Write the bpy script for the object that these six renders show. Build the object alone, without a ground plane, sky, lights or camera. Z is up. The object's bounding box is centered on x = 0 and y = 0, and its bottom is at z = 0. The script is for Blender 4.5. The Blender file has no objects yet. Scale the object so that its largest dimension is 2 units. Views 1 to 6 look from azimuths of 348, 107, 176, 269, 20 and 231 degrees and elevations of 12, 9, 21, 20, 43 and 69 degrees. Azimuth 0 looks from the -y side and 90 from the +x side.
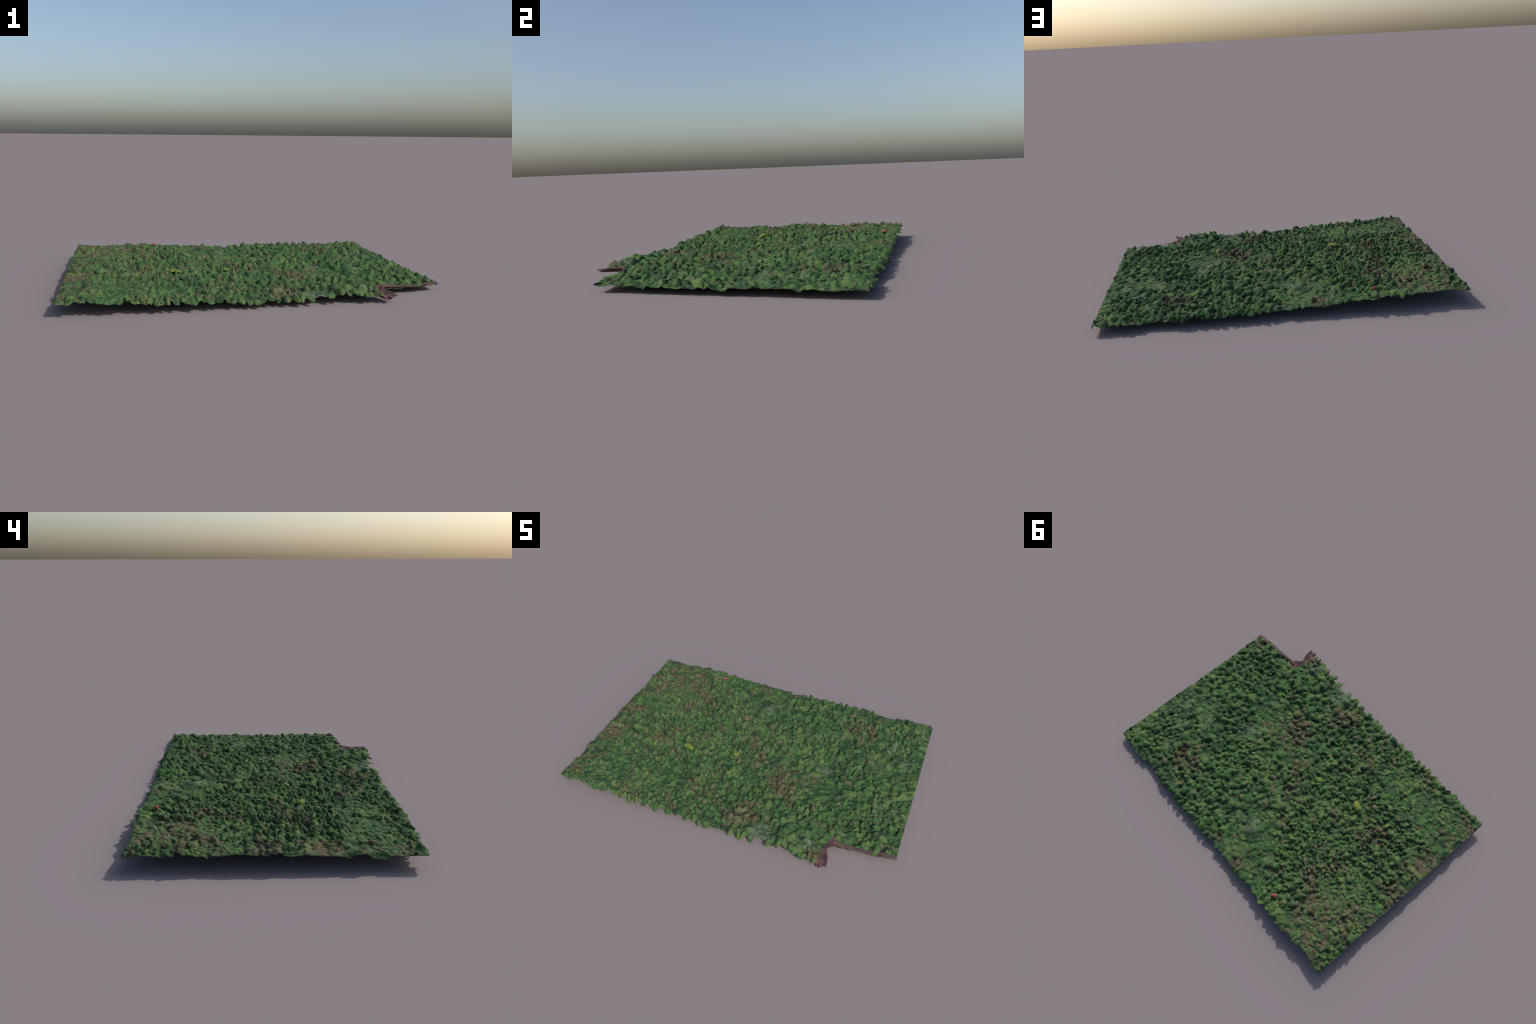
"""A rectangular cut of creeping, leafy ground cover: a thin rooted mat that
carries several thousand small overlapping leaves, with dead-leaf patches, a
bare soil rim and a torn root strip at one corner."""
import bpy, math, random
import numpy as np
from mathutils import Matrix, Vector, Euler

random.seed(11)
rng = np.random.default_rng(11)

# ------------------------------------------------------------------ helpers
def vnoise(x, y, scale, seed):
    """smooth value noise, range about -1..1"""
    x = np.asarray(x, float) * scale + seed * 17.31
    y = np.asarray(y, float) * scale - seed * 9.17
    xi, yi = np.floor(x), np.floor(y)
    fx, fy = x - xi, y - yi
    fx, fy = fx * fx * (3 - 2 * fx), fy * fy * (3 - 2 * fy)
    def h(a, b):
        s = np.sin(a * 127.1 + b * 311.7 + seed * 74.7) * 43758.5453
        return (s - np.floor(s)) * 2 - 1
    return (h(xi, yi) * (1 - fx) + h(xi + 1, yi) * fx) * (1 - fy) + \
           (h(xi, yi + 1) * (1 - fx) + h(xi + 1, yi + 1) * fx) * fy

def sstep(a, b, x):
    t = np.clip((np.asarray(x, float) - a) / (b - a), 0, 1)
    return t * t * (3 - 2 * t)

def make_mesh(name, verts, faces, smooth=True):
    me = bpy.data.meshes.new(name)
    me.from_pydata([tuple(map(float, v)) for v in verts], [], [tuple(map(int, f)) for f in faces])
    me.validate()
    if smooth:
        me.polygons.foreach_set("use_smooth", [True] * len(me.polygons))
    me.update()
    return me

# ------------------------------------------------------- the sheet as rules
def front_edge(x):
    """y of the front (-y) edge: a ragged line that steps back at the notch"""
    x = np.asarray(x, float)
    left = -0.664 + 0.011 * vnoise(x, 0 * x, 9, 3) + 0.017 * np.abs(vnoise(x, 0 * x, 24, 4)) - 0.026 * sstep(.40, .50, x)
    right = -0.545 + 0.014 * sstep(0.70, 0.83, x) + 0.024 * sstep(0.83, 1.0, x)
    return left + (right - left) * sstep(0.597, 0.630, x)

def back_edge(x):
    x = np.asarray(x, float)
    return 0.693 + 0.006 * sstep(0.0, 0.5, x) + 0.009 * vnoise(x, 0 * x, 8, 5) - 0.013 * np.abs(vnoise(x, 0 * x, 22, 6))

# control net of the sheet's height (metres), rows front to back, columns -x to +x
NET_X = np.linspace(-1, 1, 9)
NET_Y = np.array([-0.70, -0.35, 0.0, 0.35, 0.70])
NET = np.array([
    [.086, .074, .061, .049, .040, .041, .050, .042, .036],
    [.083, .078, .069, .053, .042, .041, .044, .043, .042],
    [.090, .085, .075, .060, .052, .046, .042, .041, .040],
    [.096, .090, .082, .068, .066, .057, .046, .044, .052],
    [.092, .092, .088, .068, .060, .053, .048, .049, .042]])

def hermite(v, t):
    """Catmull-Rom read of the last axis of v at fractional index t"""
    n = v.shape[-1]
    i = np.clip(np.floor(t).astype(int), 0, n - 2)
    f = t - i
    g = lambda k: v[..., np.clip(k, 0, n - 1)]
    p0, p1, p2, p3 = g(i - 1), g(i), g(i + 1), g(i + 2)
    return p1 + 0.5 * f * (p2 - p0 + f * (2 * p0 - 5 * p1 + 4 * p2 - p3 + f * (3 * (p1 - p2) + p3 - p0)))

def macro(x, y):
    """height of the sheet without its leaf relief"""
    x = np.asarray(x, float); y = np.asarray(y, float)
    shape = np.broadcast(x, y).shape
    x, y = np.broadcast_to(x, shape).ravel(), np.broadcast_to(y, shape).ravel()
    cols = hermite(NET, np.clip((x + 1) / 0.25, 0, 8))            # rows x points
    ty = np.clip((y + 0.70) / 0.35, 0, 4)
    i = np.clip(np.floor(ty).astype(int), 0, 3); f = ty - i
    g = lambda k: cols[np.clip(k, 0, 4), np.arange(x.size)]
    p0, p1, p2, p3 = g(i - 1), g(i), g(i + 1), g(i + 2)
    z = p1 + 0.5 * f * (p2 - p0 + f * (2 * p0 - 5 * p1 + 4 * p2 - p3 + f * (3 * (p1 - p2) + p3 - p0)))
    z = z + 0.010 * np.exp(-((x - 0.86) ** 2 + (y - 0.66) ** 2) / 0.010)    # hump at the back corner
    z = z + 0.016 * np.exp(-((x - 0.37) ** 2 / 0.026 + (y + 0.61) ** 2 / 0.007))   # dry heap by the front edge
    z = z + 0.0035 * vnoise(x, y, 4.5, 8) + 0.0025 * vnoise(x, y, 11, 9)
    return z.reshape(shape)

def spacing(x, y):
    """leaves are small at the -x end, larger towards the +x end"""
    s = 0.031 + 0.008 * sstep(-0.5, 0.2, x)
    return s * (1 + 0.20 * vnoise(x, y, 4.1, 12))

# leaf sites: dart throwing on a background grid
sites, cell = [], 0.05
grid = {}
for _ in range(60000):
    x = rng.uniform(-0.995, 0.995)
    y = rng.uniform(-0.70, 0.71)
    if y < float(front_edge(x)) + 0.004 or y > float(back_edge(x)) - 0.004:
        continue
    if ((x - 0.636) / 0.034) ** 2 + ((y + 0.525) / 0.026) ** 2 < 1 or ((x - 0.624) / 0.030) ** 2 + ((y + 0.620) / 0.09) ** 2 < 1:   # bare root
        continue
    if x > 0.60 and y < float(front_edge(x)) + 0.022:      # bare soil rim
        continue
    s = float(spacing(x, y)) * rng.uniform(0.52, 1.06)
    gx, gy = int(x // cell), int(y // cell)
    ok = True
    for i in (-1, 0, 1):
        for j in (-1, 0, 1):
            for q in grid.get((gx + i, gy + j), ()):
                if (q[0] - x) ** 2 + (q[1] - y) ** 2 < s * s:
                    ok = False
                    break
    if ok:
        grid.setdefault((gx, gy), []).append((x, y))
        sites.append((x, y))
SITES = np.array(sites)

def calm(x, y):
    """1 where the growth lies flat and combed, 0 where it bristles"""
    c = sstep(0.05, 0.5, vnoise(x, y, 3.2, 21))
    for bx, by, r in ((-0.08, 0.42, 0.16), (-0.94, -0.19, 0.10), (0.28, -0.61, 0.10),
                      (0.45, 0.01, 0.08), (0.85, 0.2, 0.18), (-0.95, 0.25, 0.12)):
        c = np.maximum(c, np.exp(-(((x - bx) ** 2 + (y - by) ** 2) / r ** 2) ** 2))
    return c

# every site carries one leaf: a lopsided tent with a gentle lit face and a steep back
NS = len(SITES)
SX, SY = SITES[:, 0], SITES[:, 1]
SR = spacing(SX, SY) * rng.uniform(0.80, 1.30, NS) * np.where(rng.random(NS) < 0.12, 1.45, 1.0)   # reach
SC = calm(SX, SY)
SA = rng.lognormal(math.log(0.0305), 0.40, NS) * (1 - 0.58 * SC) * (0.65 + 0.35 * SR / 0.04)
SA = np.clip(SA, 0.007, 0.043) * np.where(np.abs(SX) > 0.955, 0.75, 1.0)
ST = np.where(rng.random(NS) < 0.68, rng.normal(math.radians(112), 0.75, NS), rng.uniform(0, 6.283, NS))
fe, be = front_edge(SX), back_edge(SX)
out = rng.random(NS) < 0.75
ST = np.where((SY < fe + 0.03) & out, rng.normal(-1.57, 0.6, NS), ST)    # edge leaves hang outwards
ST = np.where((SY > be - 0.03) & out, rng.normal(1.57, 0.6, NS), ST)
SW = rng.uniform(0.48, 0.95, NS)                                        # half-width / reach
SG = rng.uniform(0.9, 1.6, NS)                                         # pointedness
SROUND = rng.random(NS) < 0.35
SBACK = rng.uniform(0.20, 0.60, NS)
cell_of = {}
for k in range(NS):
    cell_of.setdefault((int(math.floor(SX[k] / cell)), int(math.floor(SY[k] / cell))), []).append(k)

def relief(x, y):
    """the crumpled skin: soft maximum of all tents"""
    x = np.asarray(x, float); y = np.asarray(y, float)
    shape = x.shape
    wx = (x + 0.004 * vnoise(x, y, 48, 31)).ravel()
    wy = (y + 0.004 * vnoise(x, y, 48, 32)).ravel()
    outv = np.zeros(wx.size)
    gx, gy = np.floor(wx / cell).astype(int), np.floor(wy / cell).astype(int)
    key = gx * 1000 + gy
    order = np.argsort(key, kind='stable')
    cuts = np.flatnonzero(np.diff(key[order])) + 1
    for idx in np.split(order, cuts):
        cx, cy = gx[idx[0]], gy[idx[0]]
        near = [k for i in (-1, 0, 1) for j in (-1, 0, 1) for k in cell_of.get((cx + i, cy + j), ())]
        if not near:
            continue
        k = np.array(near)
        dx, dy = wx[idx, None] - SX[k], wy[idx, None] - SY[k]
        c, s = np.cos(ST[k]), np.sin(ST[k])
        p, q = (dx * c + dy * s) / SR[k], (-dx * s + dy * c) / (SR[k] * SW[k])
        p = np.where(p > 0, p / SBACK[k], p / 1.15)
        t = np.clip(1 - np.sqrt(p * p + q * q + 0.004), 0, 1)
        h = SA[k] * np.where(SROUND[k], t * (2 - t) * 0.85, t ** SG[k])
        kk = 0.0018
        outv[idx] = kk * np.log(np.exp(h / kk).mean(1) * 6.0)
    r = outv.reshape(shape) - 0.0150
    return r + 0.0018 * vnoise(x, y, 70, 33) + 0.0045 * vnoise(x, y, 17, 36) - 0.017 * sstep(0.50, 0.95, vnoise(x, y, 19, 35))

def skin(x, y):
    return np.maximum(macro(x, y) + relief(x, y), 0.007)

# ------------------------------------------------------------------- colour
# litter patches: x, y, radius, strength
BROWN = [(-0.94, -0.19, .10, 1.0), (-0.92, -0.45, .10, .55), (-0.58, -0.08, .09, .6), (-0.70, .51, .12, .4),
         (-0.58, .38, .11, .65), (-0.58, .22, .08, .55), (-0.86, .42, .12, .55), (-.92, .62, .10, .45),
         (-0.87, .02, .10, .5), (-0.47, -0.24, .07, .4), (-0.04, .07, .10, .5), (-0.37, -0.02, .06, .5),
         (.23, -.18, .10, .9), (.40, -.10, .05, .6), (.10, -.53, .085, 1.0), (-.20, -.43, .09, .45),
         (-.18, .65, .045, 1.2), (-.15, .29, .05, .4), (.56, .52, .12, .45), (-.59, -.62, .1, .5),
         (.585, -.63, .055, 1.1), (-.14, -.27, .07, .4), (.34, -.29, .06, .4), (-.3, -.6, .06, .3), (.93, -.48, .04, .5)]
BROWN += [(-.75, .62, .12, .3), (-.96, .30, .10, .5), (-.96, -.60, .08, .5), (-.70, .36, .10, .25), (.02, -.02, .10, .45),
          (.28, -.30, .09, .5), (-.66, -.14, .09, .5), (.62, .46, .09, .4), (.16, -.42, .08, .45), (-.97, .08, .08, .5)]
GREY = [(.45, .01, .06, .9), (.73, .18, .09, .6), (.80, .36, .10, .6), (.86, -.22, .10, .6), (.90, .22, .09, .6),
        (.26, -.61, .10, 1.0), (.52, -.61, .08, .9), (-.08, .43, .07, .7), (.04, .40, .06, .4), (.39, .30, .08, .3),
        (.74, .49, .08, .35), (.22, .55, .06, .3)]
def patch(x, y, blobs):
    s = 0
    for bx, by, r, k in blobs:
        s += k * math.exp(-((x - bx) ** 2 + (y - by) ** 2) / (r * r))
    return s

def mask_group():
    """node group: soft masks of the litter patches and of the dusty haze"""
    g = bpy.data.node_groups.new("patch_masks", "ShaderNodeTree")
    for nm in ("Brown", "Haze"):
        g.interface.new_socket(nm, in_out='OUTPUT', socket_type='NodeSocketFloat')
    g.interface.new_socket("Flat", in_out='OUTPUT', socket_type='NodeSocketVector')
    N, L = g.nodes, g.links
    out = N.new("NodeGroupOutput")
    geo = N.new("ShaderNodeNewGeometry")
    flat = N.new("ShaderNodeVectorMath"); flat.operation = 'MULTIPLY'
    flat.inputs[1].default_value = (1, 1, 0)
    L.new(geo.outputs["Position"], flat.inputs[0])
    wob = N.new("ShaderNodeTexNoise"); wob.inputs["Scale"].default_value = 14; wob.inputs["Detail"].default_value = 2
    L.new(flat.outputs[0], wob.inputs["Vector"])
    wv = N.new("ShaderNodeVectorMath"); wv.operation = 'MULTIPLY_ADD'
    wv.inputs[1].default_value = (.09, .09, 0); wv.inputs[2].default_value = (-.045, -.045, 0)
    L.new(wob.outputs["Color"], wv.inputs[0])
    pos = N.new("ShaderNodeVectorMath"); pos.operation = 'ADD'
    L.new(flat.outputs[0], pos.inputs[0]); L.new(wv.outputs[0], pos.inputs[1])
    for name, blobs in (("Brown", BROWN), ("Haze", GREY)):
        acc = None
        for bx, by, r, k in blobs:
            d = N.new("ShaderNodeVectorMath"); d.operation = 'DISTANCE'
            d.inputs[1].default_value = (bx, by, 0)
            L.new(pos.outputs[0], d.inputs[0])
            m = N.new("ShaderNodeMapRange"); m.interpolation_type = 'SMOOTHSTEP'
            m.inputs["From Min"].default_value = 1.5 * r
            m.inputs["From Max"].default_value = 0.0
            m.inputs["To Min"].default_value = 0.0
            m.inputs["To Max"].default_value = k
            L.new(d.outputs["Value"], m.inputs["Value"])
            if acc is None:
                acc = m.outputs[0]
            else:
                ad = N.new("ShaderNodeMath"); ad.operation = 'ADD'
                L.new(acc, ad.inputs[0]); L.new(m.outputs[0], ad.inputs[1])
                acc = ad.outputs[0]
        L.new(acc, out.inputs[name])
    L.new(flat.outputs[0], out.inputs["Flat"])
    return g
MASKS = mask_group()

def ramp_node(N, tones):
    ramp = N.new("ShaderNodeValToRGB")
    el = ramp.color_ramp.elements
    while len(el) > 1:
        el.remove(el[-1])
    el[0].position, el[0].color = tones[0][0], (*tones[0][1], 1)
    for p, c in tones[1:]:
        e = el.new(p); e.color = (*c, 1)
    return ramp

GREENS = [(.12, (.021, .055, .027)), (.40, (.036, .092, .034)), (.65, (.053, .121, .037)), (.92, (.086, .148, .047))]
BROWNS = [(.2, (.056, .049, .030)), (.5, (.096, .081, .050)), (.8, (.150, .124, .084))]
HAZES = [(.25, (.055, .110, .066)), (.55, (.105, .132, .094)), (.8, (.165, .160, .138))]

def foliage_material(name, brown_bias, haze_bias=0.0, tone_shift=0.0, greens=GREENS):
    """one colour field for skin and leaves alike, so that tones run on from one to the other"""
    m = bpy.data.materials.new(name)
    m.use_nodes = True
    nt = m.node_tree; N, L = nt.nodes, nt.links
    N.clear()
    out = N.new("ShaderNodeOutputMaterial"); bsdf = N.new("ShaderNodeBsdfPrincipled")
    msk = N.new("ShaderNodeGroup"); msk.node_tree = MASKS
    flat = msk.outputs["Flat"]
    def noise(scale, detail, offs, dist=0.0):
        o = N.new("ShaderNodeVectorMath"); o.operation = 'ADD'; o.inputs[1].default_value = offs
        L.new(flat, o.inputs[0])
        t = N.new("ShaderNodeTexNoise")
        t.inputs["Scale"].default_value = scale; t.inputs["Detail"].default_value = detail
        t.inputs["Distortion"].default_value = dist
        L.new(o.outputs[0], t.inputs["Vector"])
        return t
    def madd(a, k, c):
        t = N.new("ShaderNodeMath"); t.operation = 'MULTIPLY_ADD'
        L.new(a, t.inputs[0]); t.inputs[1].default_value = k
        if isinstance(c, float): t.inputs[2].default_value = c
        else: L.new(c, t.inputs[2])
        return t.outputs[0]
    def srange(v, lo, hi, top=1.0):
        t = N.new("ShaderNodeMapRange"); t.interpolation_type = 'SMOOTHSTEP'
        t.inputs["From Min"].default_value = lo; t.inputs["From Max"].default_value = hi
        t.inputs["To Max"].default_value = top
        L.new(v, t.inputs["Value"]); return t.outputs[0]
    # leaf-sized tone cells, softened by noise
    cellw = noise(30, 1, (0, 0, 0))
    cv = N.new("ShaderNodeVectorMath"); cv.operation = 'MULTIPLY_ADD'
    cv.inputs[1].default_value = (.03, .03, 0)
    L.new(cellw.outputs["Color"], cv.inputs[0]); L.new(flat, cv.inputs[2])
    vor = N.new("ShaderNodeTexVoronoi"); vor.feature = 'SMOOTH_F1'
    vor.inputs["Scale"].default_value = 27; vor.inputs["Smoothness"].default_value = 0.35
    L.new(cv.outputs[0], vor.inputs["Vector"])
    sep = N.new("ShaderNodeSeparateColor"); L.new(vor.outputs["Color"], sep.inputs[0])
    big = noise(3.4, 2, (4, 2, 0)); mid = noise(34, 3, (1, 7, 0), 0.8)
    tone = madd(sep.outputs[0], 0.76, madd(mid.outputs["Fac"], 0.85, madd(big.outputs["Fac"], 0.60, -0.60 + tone_shift)))
    g = ramp_node(N, greens); L.new(tone, g.inputs[0])
    b = ramp_node(N, BROWNS); L.new(madd(mid.outputs["Fac"], 1.4, -0.2), b.inputs[0])
    h = ramp_node(N, HAZES); L.new(madd(mid.outputs["Fac"], 1.2, -0.1), h.inputs[0])
    spots = noise(27, 3, (9, 3, 0), 0.5)
    bm = madd(msk.outputs["Brown"], 0.52, madd(spots.outputs["Fac"], 1.3, madd(sep.outputs[1], 0.22, brown_bias)))
    bm = srange(bm, 0.26, 0.98, 0.90)
    hm = madd(msk.outputs["Haze"], 0.55, madd(spots.outputs["Color"], 0.55, haze_bias))
    hm = srange(hm, 0.38, 1.0, 0.75)
    def mixc(f, a_, b_):
        t = N.new("ShaderNodeMix"); t.data_type = 'RGBA'
        L.new(f, t.inputs["Factor"]); L.new(a_, t.inputs["A"]); L.new(b_, t.inputs["B"])
        return t.outputs["Result"]
    fine = noise(52, 3, (2, 11, 0), 0.4)
    fm = srange(fine.outputs["Fac"], 0.42, 0.70, 0.50)          # small dry flecks everywhere
    col = mixc(fm, g.outputs[0], b.outputs[0])
    col = mixc(hm, mixc(bm, col, b.outputs[0]), h.outputs[0])
    L.new(col, bsdf.inputs["Base Color"])
    bsdf.inputs["Roughness"].default_value = 0.85
    bsdf.inputs["Specular IOR Level"].default_value = 0.1
    L.new(bsdf.outputs[0], out.inputs["Surface"])
    return m

def plain_material(name, tones, scale=14.0):
    m = bpy.data.materials.new(name)
    m.use_nodes = True
    N, L = m.node_tree.nodes, m.node_tree.links
    bsdf = N["Principled BSDF"]
    geo = N.new("ShaderNodeNewGeometry")
    t = N.new("ShaderNodeTexNoise"); t.inputs["Scale"].default_value = scale; t.inputs["Detail"].default_value = 4
    L.new(geo.outputs["Position"], t.inputs["Vector"])
    r = ramp_node(N, tones); L.new(t.outputs["Fac"], r.inputs[0])
    L.new(r.outputs[0], bsdf.inputs["Base Color"])
    bsdf.inputs["Roughness"].default_value = 0.85
    bsdf.inputs["Specular IOR Level"].default_value = 0.1
    return m

MAT = {
    'mat': foliage_material("rooted_mat", -0.34, tone_shift=-0.20),  # mat greens toned down to paint crevice shadow into the gaps between leaves
    'green': foliage_material("leaf_green", -0.61, tone_shift=0.03),
    'fresh': foliage_material("leaf_fresh_green", -0.71, tone_shift=0.13),
    'brown': foliage_material("leaf_withered_brown", -0.12),
    'grey': foliage_material("leaf_dusty_grey_green", -0.64, haze_bias=0.12),
    'pale': plain_material("bud_pale", [(.3, (.11, .13, .12)), (.7, (.19, .20, .20))]),
    'soil': plain_material("bark", [(.30, (.064, .041, .040)), (.48, (.108, .062, .060)), (.68, (.176, .092, .090))], 16),
    'rim': plain_material("bare_soil", [(.32, (.046, .036, .033)), (.50, (.082, .056, .052)), (.70, (.120, .078, .074))], 20),
    'yellow': plain_material("leaf_yellow", [(.38, (.085, .145, .036)), (.62, (.16, .178, .036))], 30),
    'lime': plain_material("leaf_lime", [(.35, (.080, .145, .035)), (.65, (.140, .185, .04))], 30),
    'red': plain_material("leaf_red", [(.35, (.19, .062, .052)), (.65, (.28, .080, .068))], 30),
}

# --------------------------------------------------------------- leaf shapes
NA, RINGS = 20, 3
def outline(kind, r):
    """leaf outline in polar form, unit length, tip towards +p"""
    ph = r.uniform(0, 6.28); w = r.uniform(0.85, 1.1)
    pts = [(0.0, 0.0)]
    for k in range(1, RINGS + 1):
        for a in range(NA):
            th = 2 * math.pi * a / NA
            c = math.cos(th)
            if kind == 'lobed':
                rad = 0.35 + 0.24 * max(0, c) ** 9 + 0.17 * max(0, math.cos(th - 1.26)) ** 9 \
                    + 0.17 * max(0, math.cos(th + 1.26)) ** 9 - 0.05 * max(0, -c) ** 4
            elif kind == 'pointed':
                rad = 0.36 + 0.26 * max(0, c) ** 6 + 0.02 * math.cos(2 * th)
            else:
                rad = 0.41 + 0.13 * max(0, c) ** 8
            rad *= (1 + 0.07 * math.sin(3 * th + ph)) * k / RINGS
            pts.append((rad * c, rad * math.sin(th) * w))
    return np.array(pts)

def blade_faces():
    n = 1 + NA * RINGS
    F = []
    for a in range(NA):
        b = (a + 1) % NA
        F.append((0, 1 + a, 1 + b)); F.append((n, n + 1 + b, n + 1 + a))
        for k in range(RINGS - 1):
            p, q = 1 + k * NA, 1 + (k + 1) * NA
            F.append((p + a, q + a, q + b, p + b)); F.append((n + p + b, n + q + b, n + q + a, n + p + a))
        o = 1 + (RINGS - 1) * NA
        F.append((o + a, n + o + a, n + o + b, o + b))
    return F
BLADE = blade_faces()
OUTLINES = [outline(k, random.Random(50 + i)) for i, k in enumerate(['lobed', 'pointed', 'round', 'pointed'] * 4)]
RING = np.concatenate([[0], np.repeat(np.arange(1, RINGS + 1), NA)]) / RINGS

def drape(x, y, theta, pq, reach, back=0.42, lift=0.0016, thick=0.0013, free=0.55):
    """lay blades on the skin; past the crest they run on freely and overhang.
    x, y, theta, reach: arrays per blade; pq: blades x points x 2, in metres"""
    p = pq[..., 0] - back * reach[:, None]
    q = pq[..., 1]
    c, s = np.cos(theta)[:, None], np.sin(theta)[:, None]
    def at(pp):
        return x[:, None] + pp * c - q * s, y[:, None] + pp * s + q * c
    X, Y = at(p)
    lim = -0.04 * reach[:, None]
    Xc, Yc = at(np.minimum(p, lim))
    over = np.maximum(p - lim, 0)
    z = np.maximum(skin(X, Y), skin(Xc, Yc) - free * over)
    edge = (1 - RING ** 3)[None, :] * lift + 0.0004 + 0.25 * lift * sstep(-0.02, 0.01, p)
    z = z + edge
    top = np.stack([X, Y, z], -1)
    bot = top - np.array([0, 0, thick])
    return np.concatenate([top, bot], 1)

# -------------------------------------------------------------------- thing
patch_obj = bpy.data.objects.new("ground_cover_patch", None)
bpy.context.collection.objects.link(patch_obj)
patch_obj["label"] = "rectangular patch of dense leafy green ground cover, partly withered"
patch_obj["category"] = "ground cover plants"

def add(name, me, mat=None, stuff=False):
    o = bpy.data.objects.new(name, me)
    bpy.context.collection.objects.link(o)
    o.parent = patch_obj
    if mat and not me.materials:
        me.materials.append(mat)
    if stuff:
        o["kind"] = "stuff"
    return o

# ---- rooted mat: one thin relief sheet
NX, NY = 480, 330
U, Vv = np.meshgrid(np.linspace(-0.997, 0.997, NX), np.linspace(0, 1, NY), indexing='ij')
X = U
Y = (front_edge(X) + 0.012 * sstep(0.64, 0.68, X)) * (1 - Vv) + back_edge(X) * Vv
Z = skin(X, Y)
THK = 0.003
n = NX * NY
top = np.stack([X.ravel(), Y.ravel(), Z.ravel()], 1)
bot = top - np.array([0, 0, THK])
idx = np.arange(n).reshape(NX, NY)
q = np.stack([idx[:-1, :-1], idx[1:, :-1], idx[1:, 1:], idx[:-1, 1:]], -1).reshape(-1, 4)
rim = np.concatenate([idx[:, 0], idx[-1, 1:], idx[-2::-1, -1], idx[0, -2:0:-1]])
side = np.stack([np.roll(rim, -1), rim, rim + n, np.roll(rim, -1) + n], 1)
faces = np.concatenate([q, q[:, ::-1] + n, side])
add("rooted_mat", make_mesh("rooted_mat", np.concatenate([top, bot]), faces), MAT['mat'])

# ---- bare soil: rim along the stepped-back edge, and the torn root strip
def loft_strip(name, spine, ns=60, nt=10, thick=0.005, seed=1, bulge=0.004):
    """spine: list of (x, y, z, half-width, side tilt); smooth interpolation"""
    sp = np.array(spine, float)
    t = np.linspace(0, len(sp) - 1, ns)
    P = np.stack([np.interp(t, np.arange(len(sp)), sp[:, k]) for k in range(5)], 1)
    for _ in range(3):
        P[1:-1] = (P[:-2] + 2 * P[1:-1] + P[2:]) / 4
    T = np.gradient(P[:, :2], axis=0)
    T /= np.linalg.norm(T, axis=1)[:, None] + 1e-9
    Nn = np.stack([-T[:, 1], T[:, 0]], 1)
    V = []
    for i in range(ns):
        for j in range(nt):
            s = 2 * j / (nt - 1) - 1
            w = P[i, 3] * (1 + 0.12 * float(vnoise(P[i, 0] * 3, P[i, 1] * 3 + s * .02, 12, seed)))
            x, y = P[i, :2] + Nn[i] * s * w
            z = P[i, 2] + s * P[i, 4] + bulge * (1 - s * s) + 0.003 * float(vnoise(x, y, 38, seed + 5))
            V.append((x, y, z))
    V = np.array(V)
    m = len(V)
    idx = np.arange(m).reshape(ns, nt)
    q = np.stack([idx[:-1, :-1], idx[1:, :-1], idx[1:, 1:], idx[:-1, 1:]], -1).reshape(-1, 4)
    rim = np.concatenate([idx[:, 0], idx[-1, 1:], idx[-2::-1, -1], idx[0, -2:0:-1]])
    side = np.stack([np.roll(rim, -1), rim, rim + m, np.roll(rim, -1) + m], 1)
    return make_mesh(name, np.concatenate([V, V - [0, 0, thick]]), np.concatenate([q, q[:, ::-1] + m, side]))

rim_spine = []
for x, z in ((0.655, .049), (0.70, .049), (0.76, .043), (0.82, .038), (0.88, .038), (0.94, .040), (0.998, .042)):
    rim_spine.append((x, float(front_edge(x)) + 0.010, z, 0.010 + 0.008 * float(sstep(.75, 1., x)), 0.004))
add("soil_rim", loft_strip("soil_rim", rim_spine, seed=2, thick=0.002, bulge=0.002), MAT['rim'])
root_spine = [(0.652, -0.500, 0.050, 0.034, .002), (0.644, -0.525, 0.048, 0.040, .004), (0.623, -0.557, 0.044, 0.030, .008),
              (0.612, -0.585, 0.041, 0.026, .010), (0.613, -0.610, 0.039, 0.027, .010), (0.625, -0.636, 0.038, 0.028, .010),
              (0.632, -0.670, 0.037, 0.031, .010), (0.637, -0.690, 0.037, 0.027, .009), (0.641, -0.702, 0.037, 0.021, .008)]
add("root_strip", loft_strip("root_strip", root_spine, ns=48, nt=14, seed=3, bulge=-0.005, thick=0.007), MAT['soil'])
for prong in ([(0.634, -0.688, 0.034, 0.009, 0), (0.632, -0.704, 0.033, 0.005, 0), (0.630, -0.720, 0.036, 0.0012, 0)],
              [(0.655, -0.686, 0.037, 0.008, 0), (0.662, -0.696, 0.039, 0.004, 0), (0.668, -0.704, 0.041, 0.0012, 0)],
              [(0.606, -0.672, 0.034, 0.009, 0), (0.598, -0.692, 0.032, 0.006, 0), (0.596, -0.709, 0.035, 0.0015, 0)]):
    add("root_splinter", loft_strip("root_splinter", prong, ns=10, nt=5, seed=6, bulge=0.002, thick=0.004), MAT['soil'])

# ---- leaves: one draped blade per site, the 290 that show largest as objects of their own
def choose_class(x, y):
    b, g = patch(x, y, BROWN), patch(x, y, GREY)
    if random.random() < 0.75 * g:
        return 'grey'
    if random.random() < 0.09 + 0.50 * b + 0.10 * float(vnoise(x, y, 7, 41)):
        return 'brown'
    fresh = 0.30 + 0.35 * float(vnoise(x, y, 2.2, 43)) + (0.25 if (x > .6 and y < -.3) else 0)
    return 'fresh' if random.random() < fresh else 'green'

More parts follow.
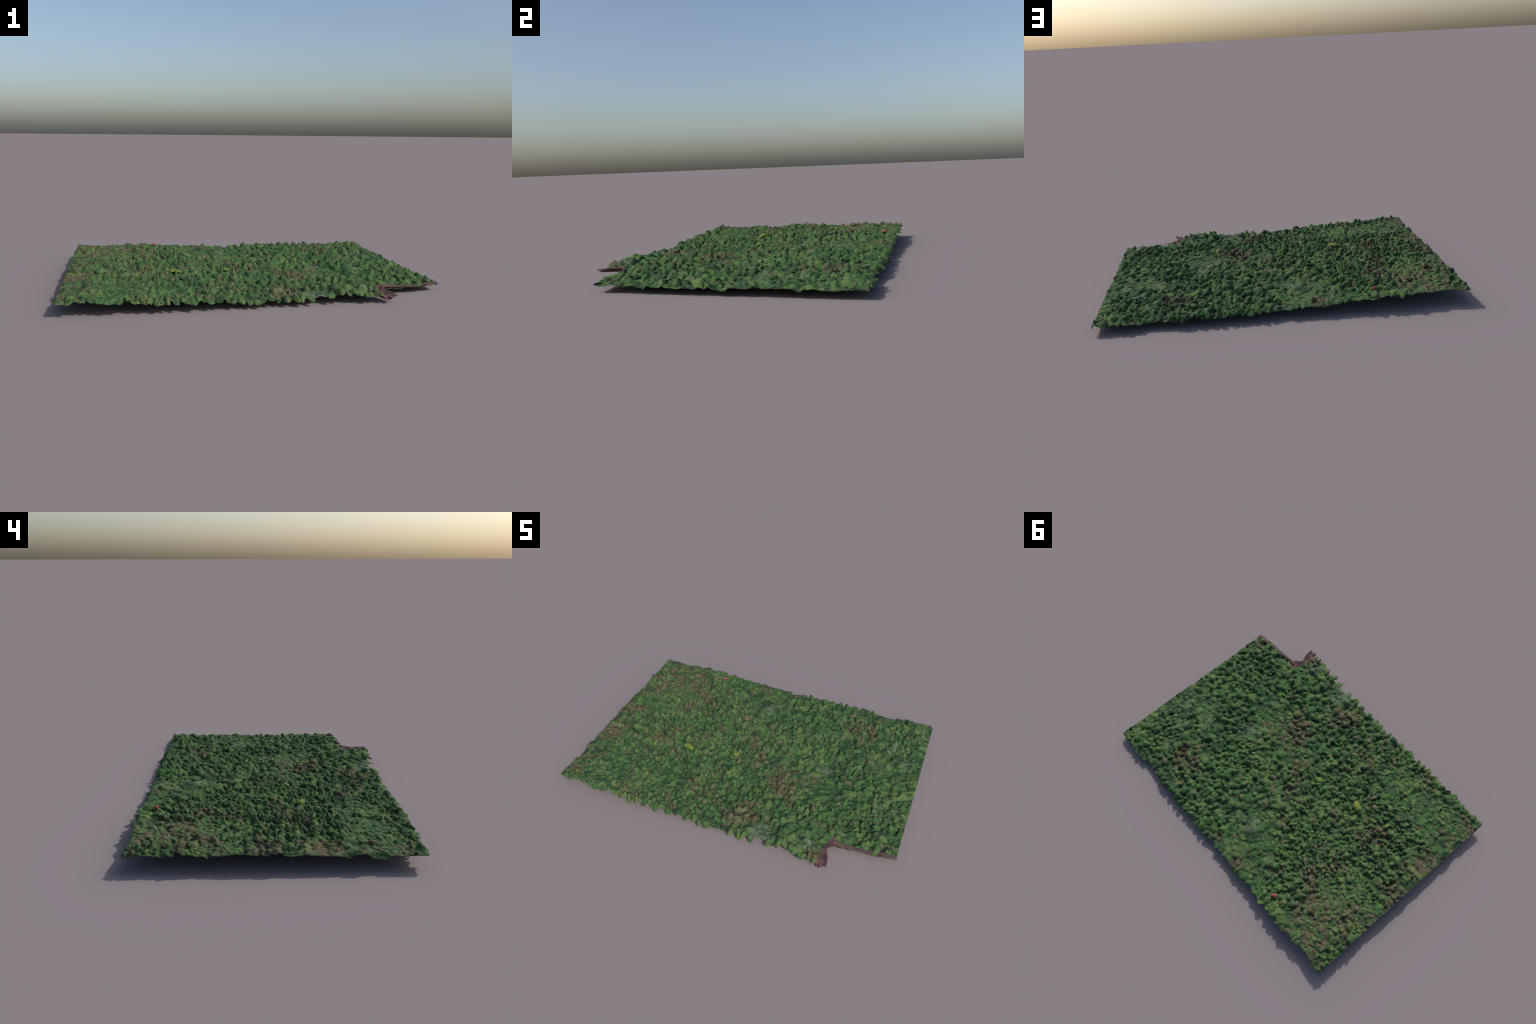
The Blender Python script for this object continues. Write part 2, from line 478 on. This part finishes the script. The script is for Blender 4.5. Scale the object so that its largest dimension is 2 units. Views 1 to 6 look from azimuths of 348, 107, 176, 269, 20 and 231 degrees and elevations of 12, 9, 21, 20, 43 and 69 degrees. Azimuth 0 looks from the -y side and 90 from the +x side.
length = SR * rng.uniform(0.95, 1.30, NS)
length = np.where((SY < fe + 0.03) | (SY > be - 0.03), np.minimum(length * 1.2, 0.050), length)
pq = np.stack([OUTLINES[rng.integers(len(OUTLINES))] * np.array([L_, L_ * rng.uniform(.8, 1.05)]) for L_ in length])
hang = ((SY < fe + 0.03) | (SY > be - 0.03)) & out
BACK = np.where(hang, np.where(SY > 0, rng.uniform(-0.22, 0.2, NS), rng.uniform(-0.36, 0.12, NS)), rng.uniform(0.25, 0.5, NS))
BLADES = drape(SX, SY, ST, pq, SR, back=BACK[:, None])
for sgn in (1, -1):                                    # the two straight cut ends
    d = BLADES[..., 0] * sgn - 0.979
    BLADES[..., 0] = np.where(d > 0, sgn * (0.979 + 0.0208 * np.tanh(np.maximum(d, 0) / 0.026)), BLADES[..., 0])
for sgn in (1, -1):
    d = BLADES[..., 1] * sgn - 0.700
    BLADES[..., 1] = np.where(d > 0, sgn * (0.700 + 0.015 * np.tanh(np.maximum(d, 0) / 0.015)), BLADES[..., 1])
CLS = [choose_class(x, y) for x, y in SITES]
score = np.where(np.abs(SX) < 0.94, SA * SR * (1 + 0.3 * (np.array(CLS) != 'green')), 0)
corner = (np.abs(SX) > 0.975) & (np.abs(SY) > 0.65)
named = set(np.argsort(-score)[:290].tolist())
NAMES = {'green': 'green_leaf_cover', 'fresh': 'fresh_leaf_cover', 'brown': 'withered_leaf_litter', 'grey': 'dusty_leaf_cover'}
stuff = {}
for k in range(NS):
    if corner[k]:
        continue
    if k in named:
        nm = "withered_leaf" if CLS[k] == 'brown' else "leaf"
        o = Vector((SX[k], SY[k], float(BLADES[k, 0, 2])))
        ob = add(nm, make_mesh(nm, BLADES[k] - np.array(o), BLADE), MAT[CLS[k]])
        ob.location = o
    else:
        stuff.setdefault(CLS[k], []).append(k)
for cls, ks in stuff.items():
    m = BLADES.shape[1]
    fs = [tuple(v + m * j for v in f) for j in range(len(ks)) for f in BLADE]
    add(NAMES[cls], make_mesh(NAMES[cls], BLADES[ks].reshape(-1, 3), fs), MAT[cls], stuff=True)

# ---- single fallen leaves and buds that stand out
def single(name, cls, x, y, length, width, rot, kind=1, lift=0.004):
    A = lambda v: np.array([v], float)
    pts = OUTLINES[kind] * np.array([length, width])
    W = drape(A(x), A(y), A(rot), pts[None], A(0.03), back=0.0, lift=lift, free=0.15)[0]
    # a fallen leaf is stiffer than the skin: ease its height towards its own mean plane
    half = len(W) // 2
    W[:half, 2] = 0.30 * W[:half, 2] + 0.70 * np.percentile(W[:half, 2], 92) + lift * (1 - RING ** 2)
    W[half:, 2] = W[:half, 2] - 0.0015
    o = np.array([x, y, W[0, 2]])
    ob = add(name, make_mesh(name, W - o, BLADE), MAT[cls])
    ob.location = Vector(o)
single("yellow_leaf", 'yellow', -0.416, -0.146, 0.074, 0.072, -0.40, 1, lift=0.009)
single("lime_leaf", 'lime', -0.117, -0.089, 0.055, 0.045, 0.2, 0)
single("red_leaf", 'red', -0.497, 0.610, 0.042, 0.036, 0.6, 2, lift=0.007)
single("lime_leaf", 'lime', -0.62, -0.21, 0.034, 0.028, 1.2, 2)

bud = bpy.data.meshes.new("pale_bud")
import bmesh
bm_ = bmesh.new()
bmesh.ops.create_icosphere(bm_, subdivisions=2, radius=1.0)
bmesh.ops.scale(bm_, vec=(0.0055, 0.005, 0.008), verts=bm_.verts)
bm_.to_mesh(bud); bm_.free()
bud.polygons.foreach_set("use_smooth", [True] * len(bud.polygons))
bud.materials.append(MAT['pale'])
ZS = skin(SX, SY)
for k in rng.choice(NS, 24, replace=False):
    o = add("pale_bud", bud)
    o.matrix_basis = Matrix.Translation((SX[k], SY[k], float(ZS[k]) - 0.001)) @ \
        Euler((rng.normal(0, .5), rng.normal(0, .5), rng.uniform(0, 6.28))).to_matrix().to_4x4()

# ---- a dead stalk hanging from the right edge
stalk = loft_strip("hanging_stalk", [(0.898, -0.075, 0.034, .008, 0), (0.893, -0.052, 0.018, .007, 0), (0.889, -0.037, 0.0055, .006, 0)],
                   ns=12, nt=5, seed=4, bulge=0.002)
add("hanging_stalk", stalk, MAT['grey'])
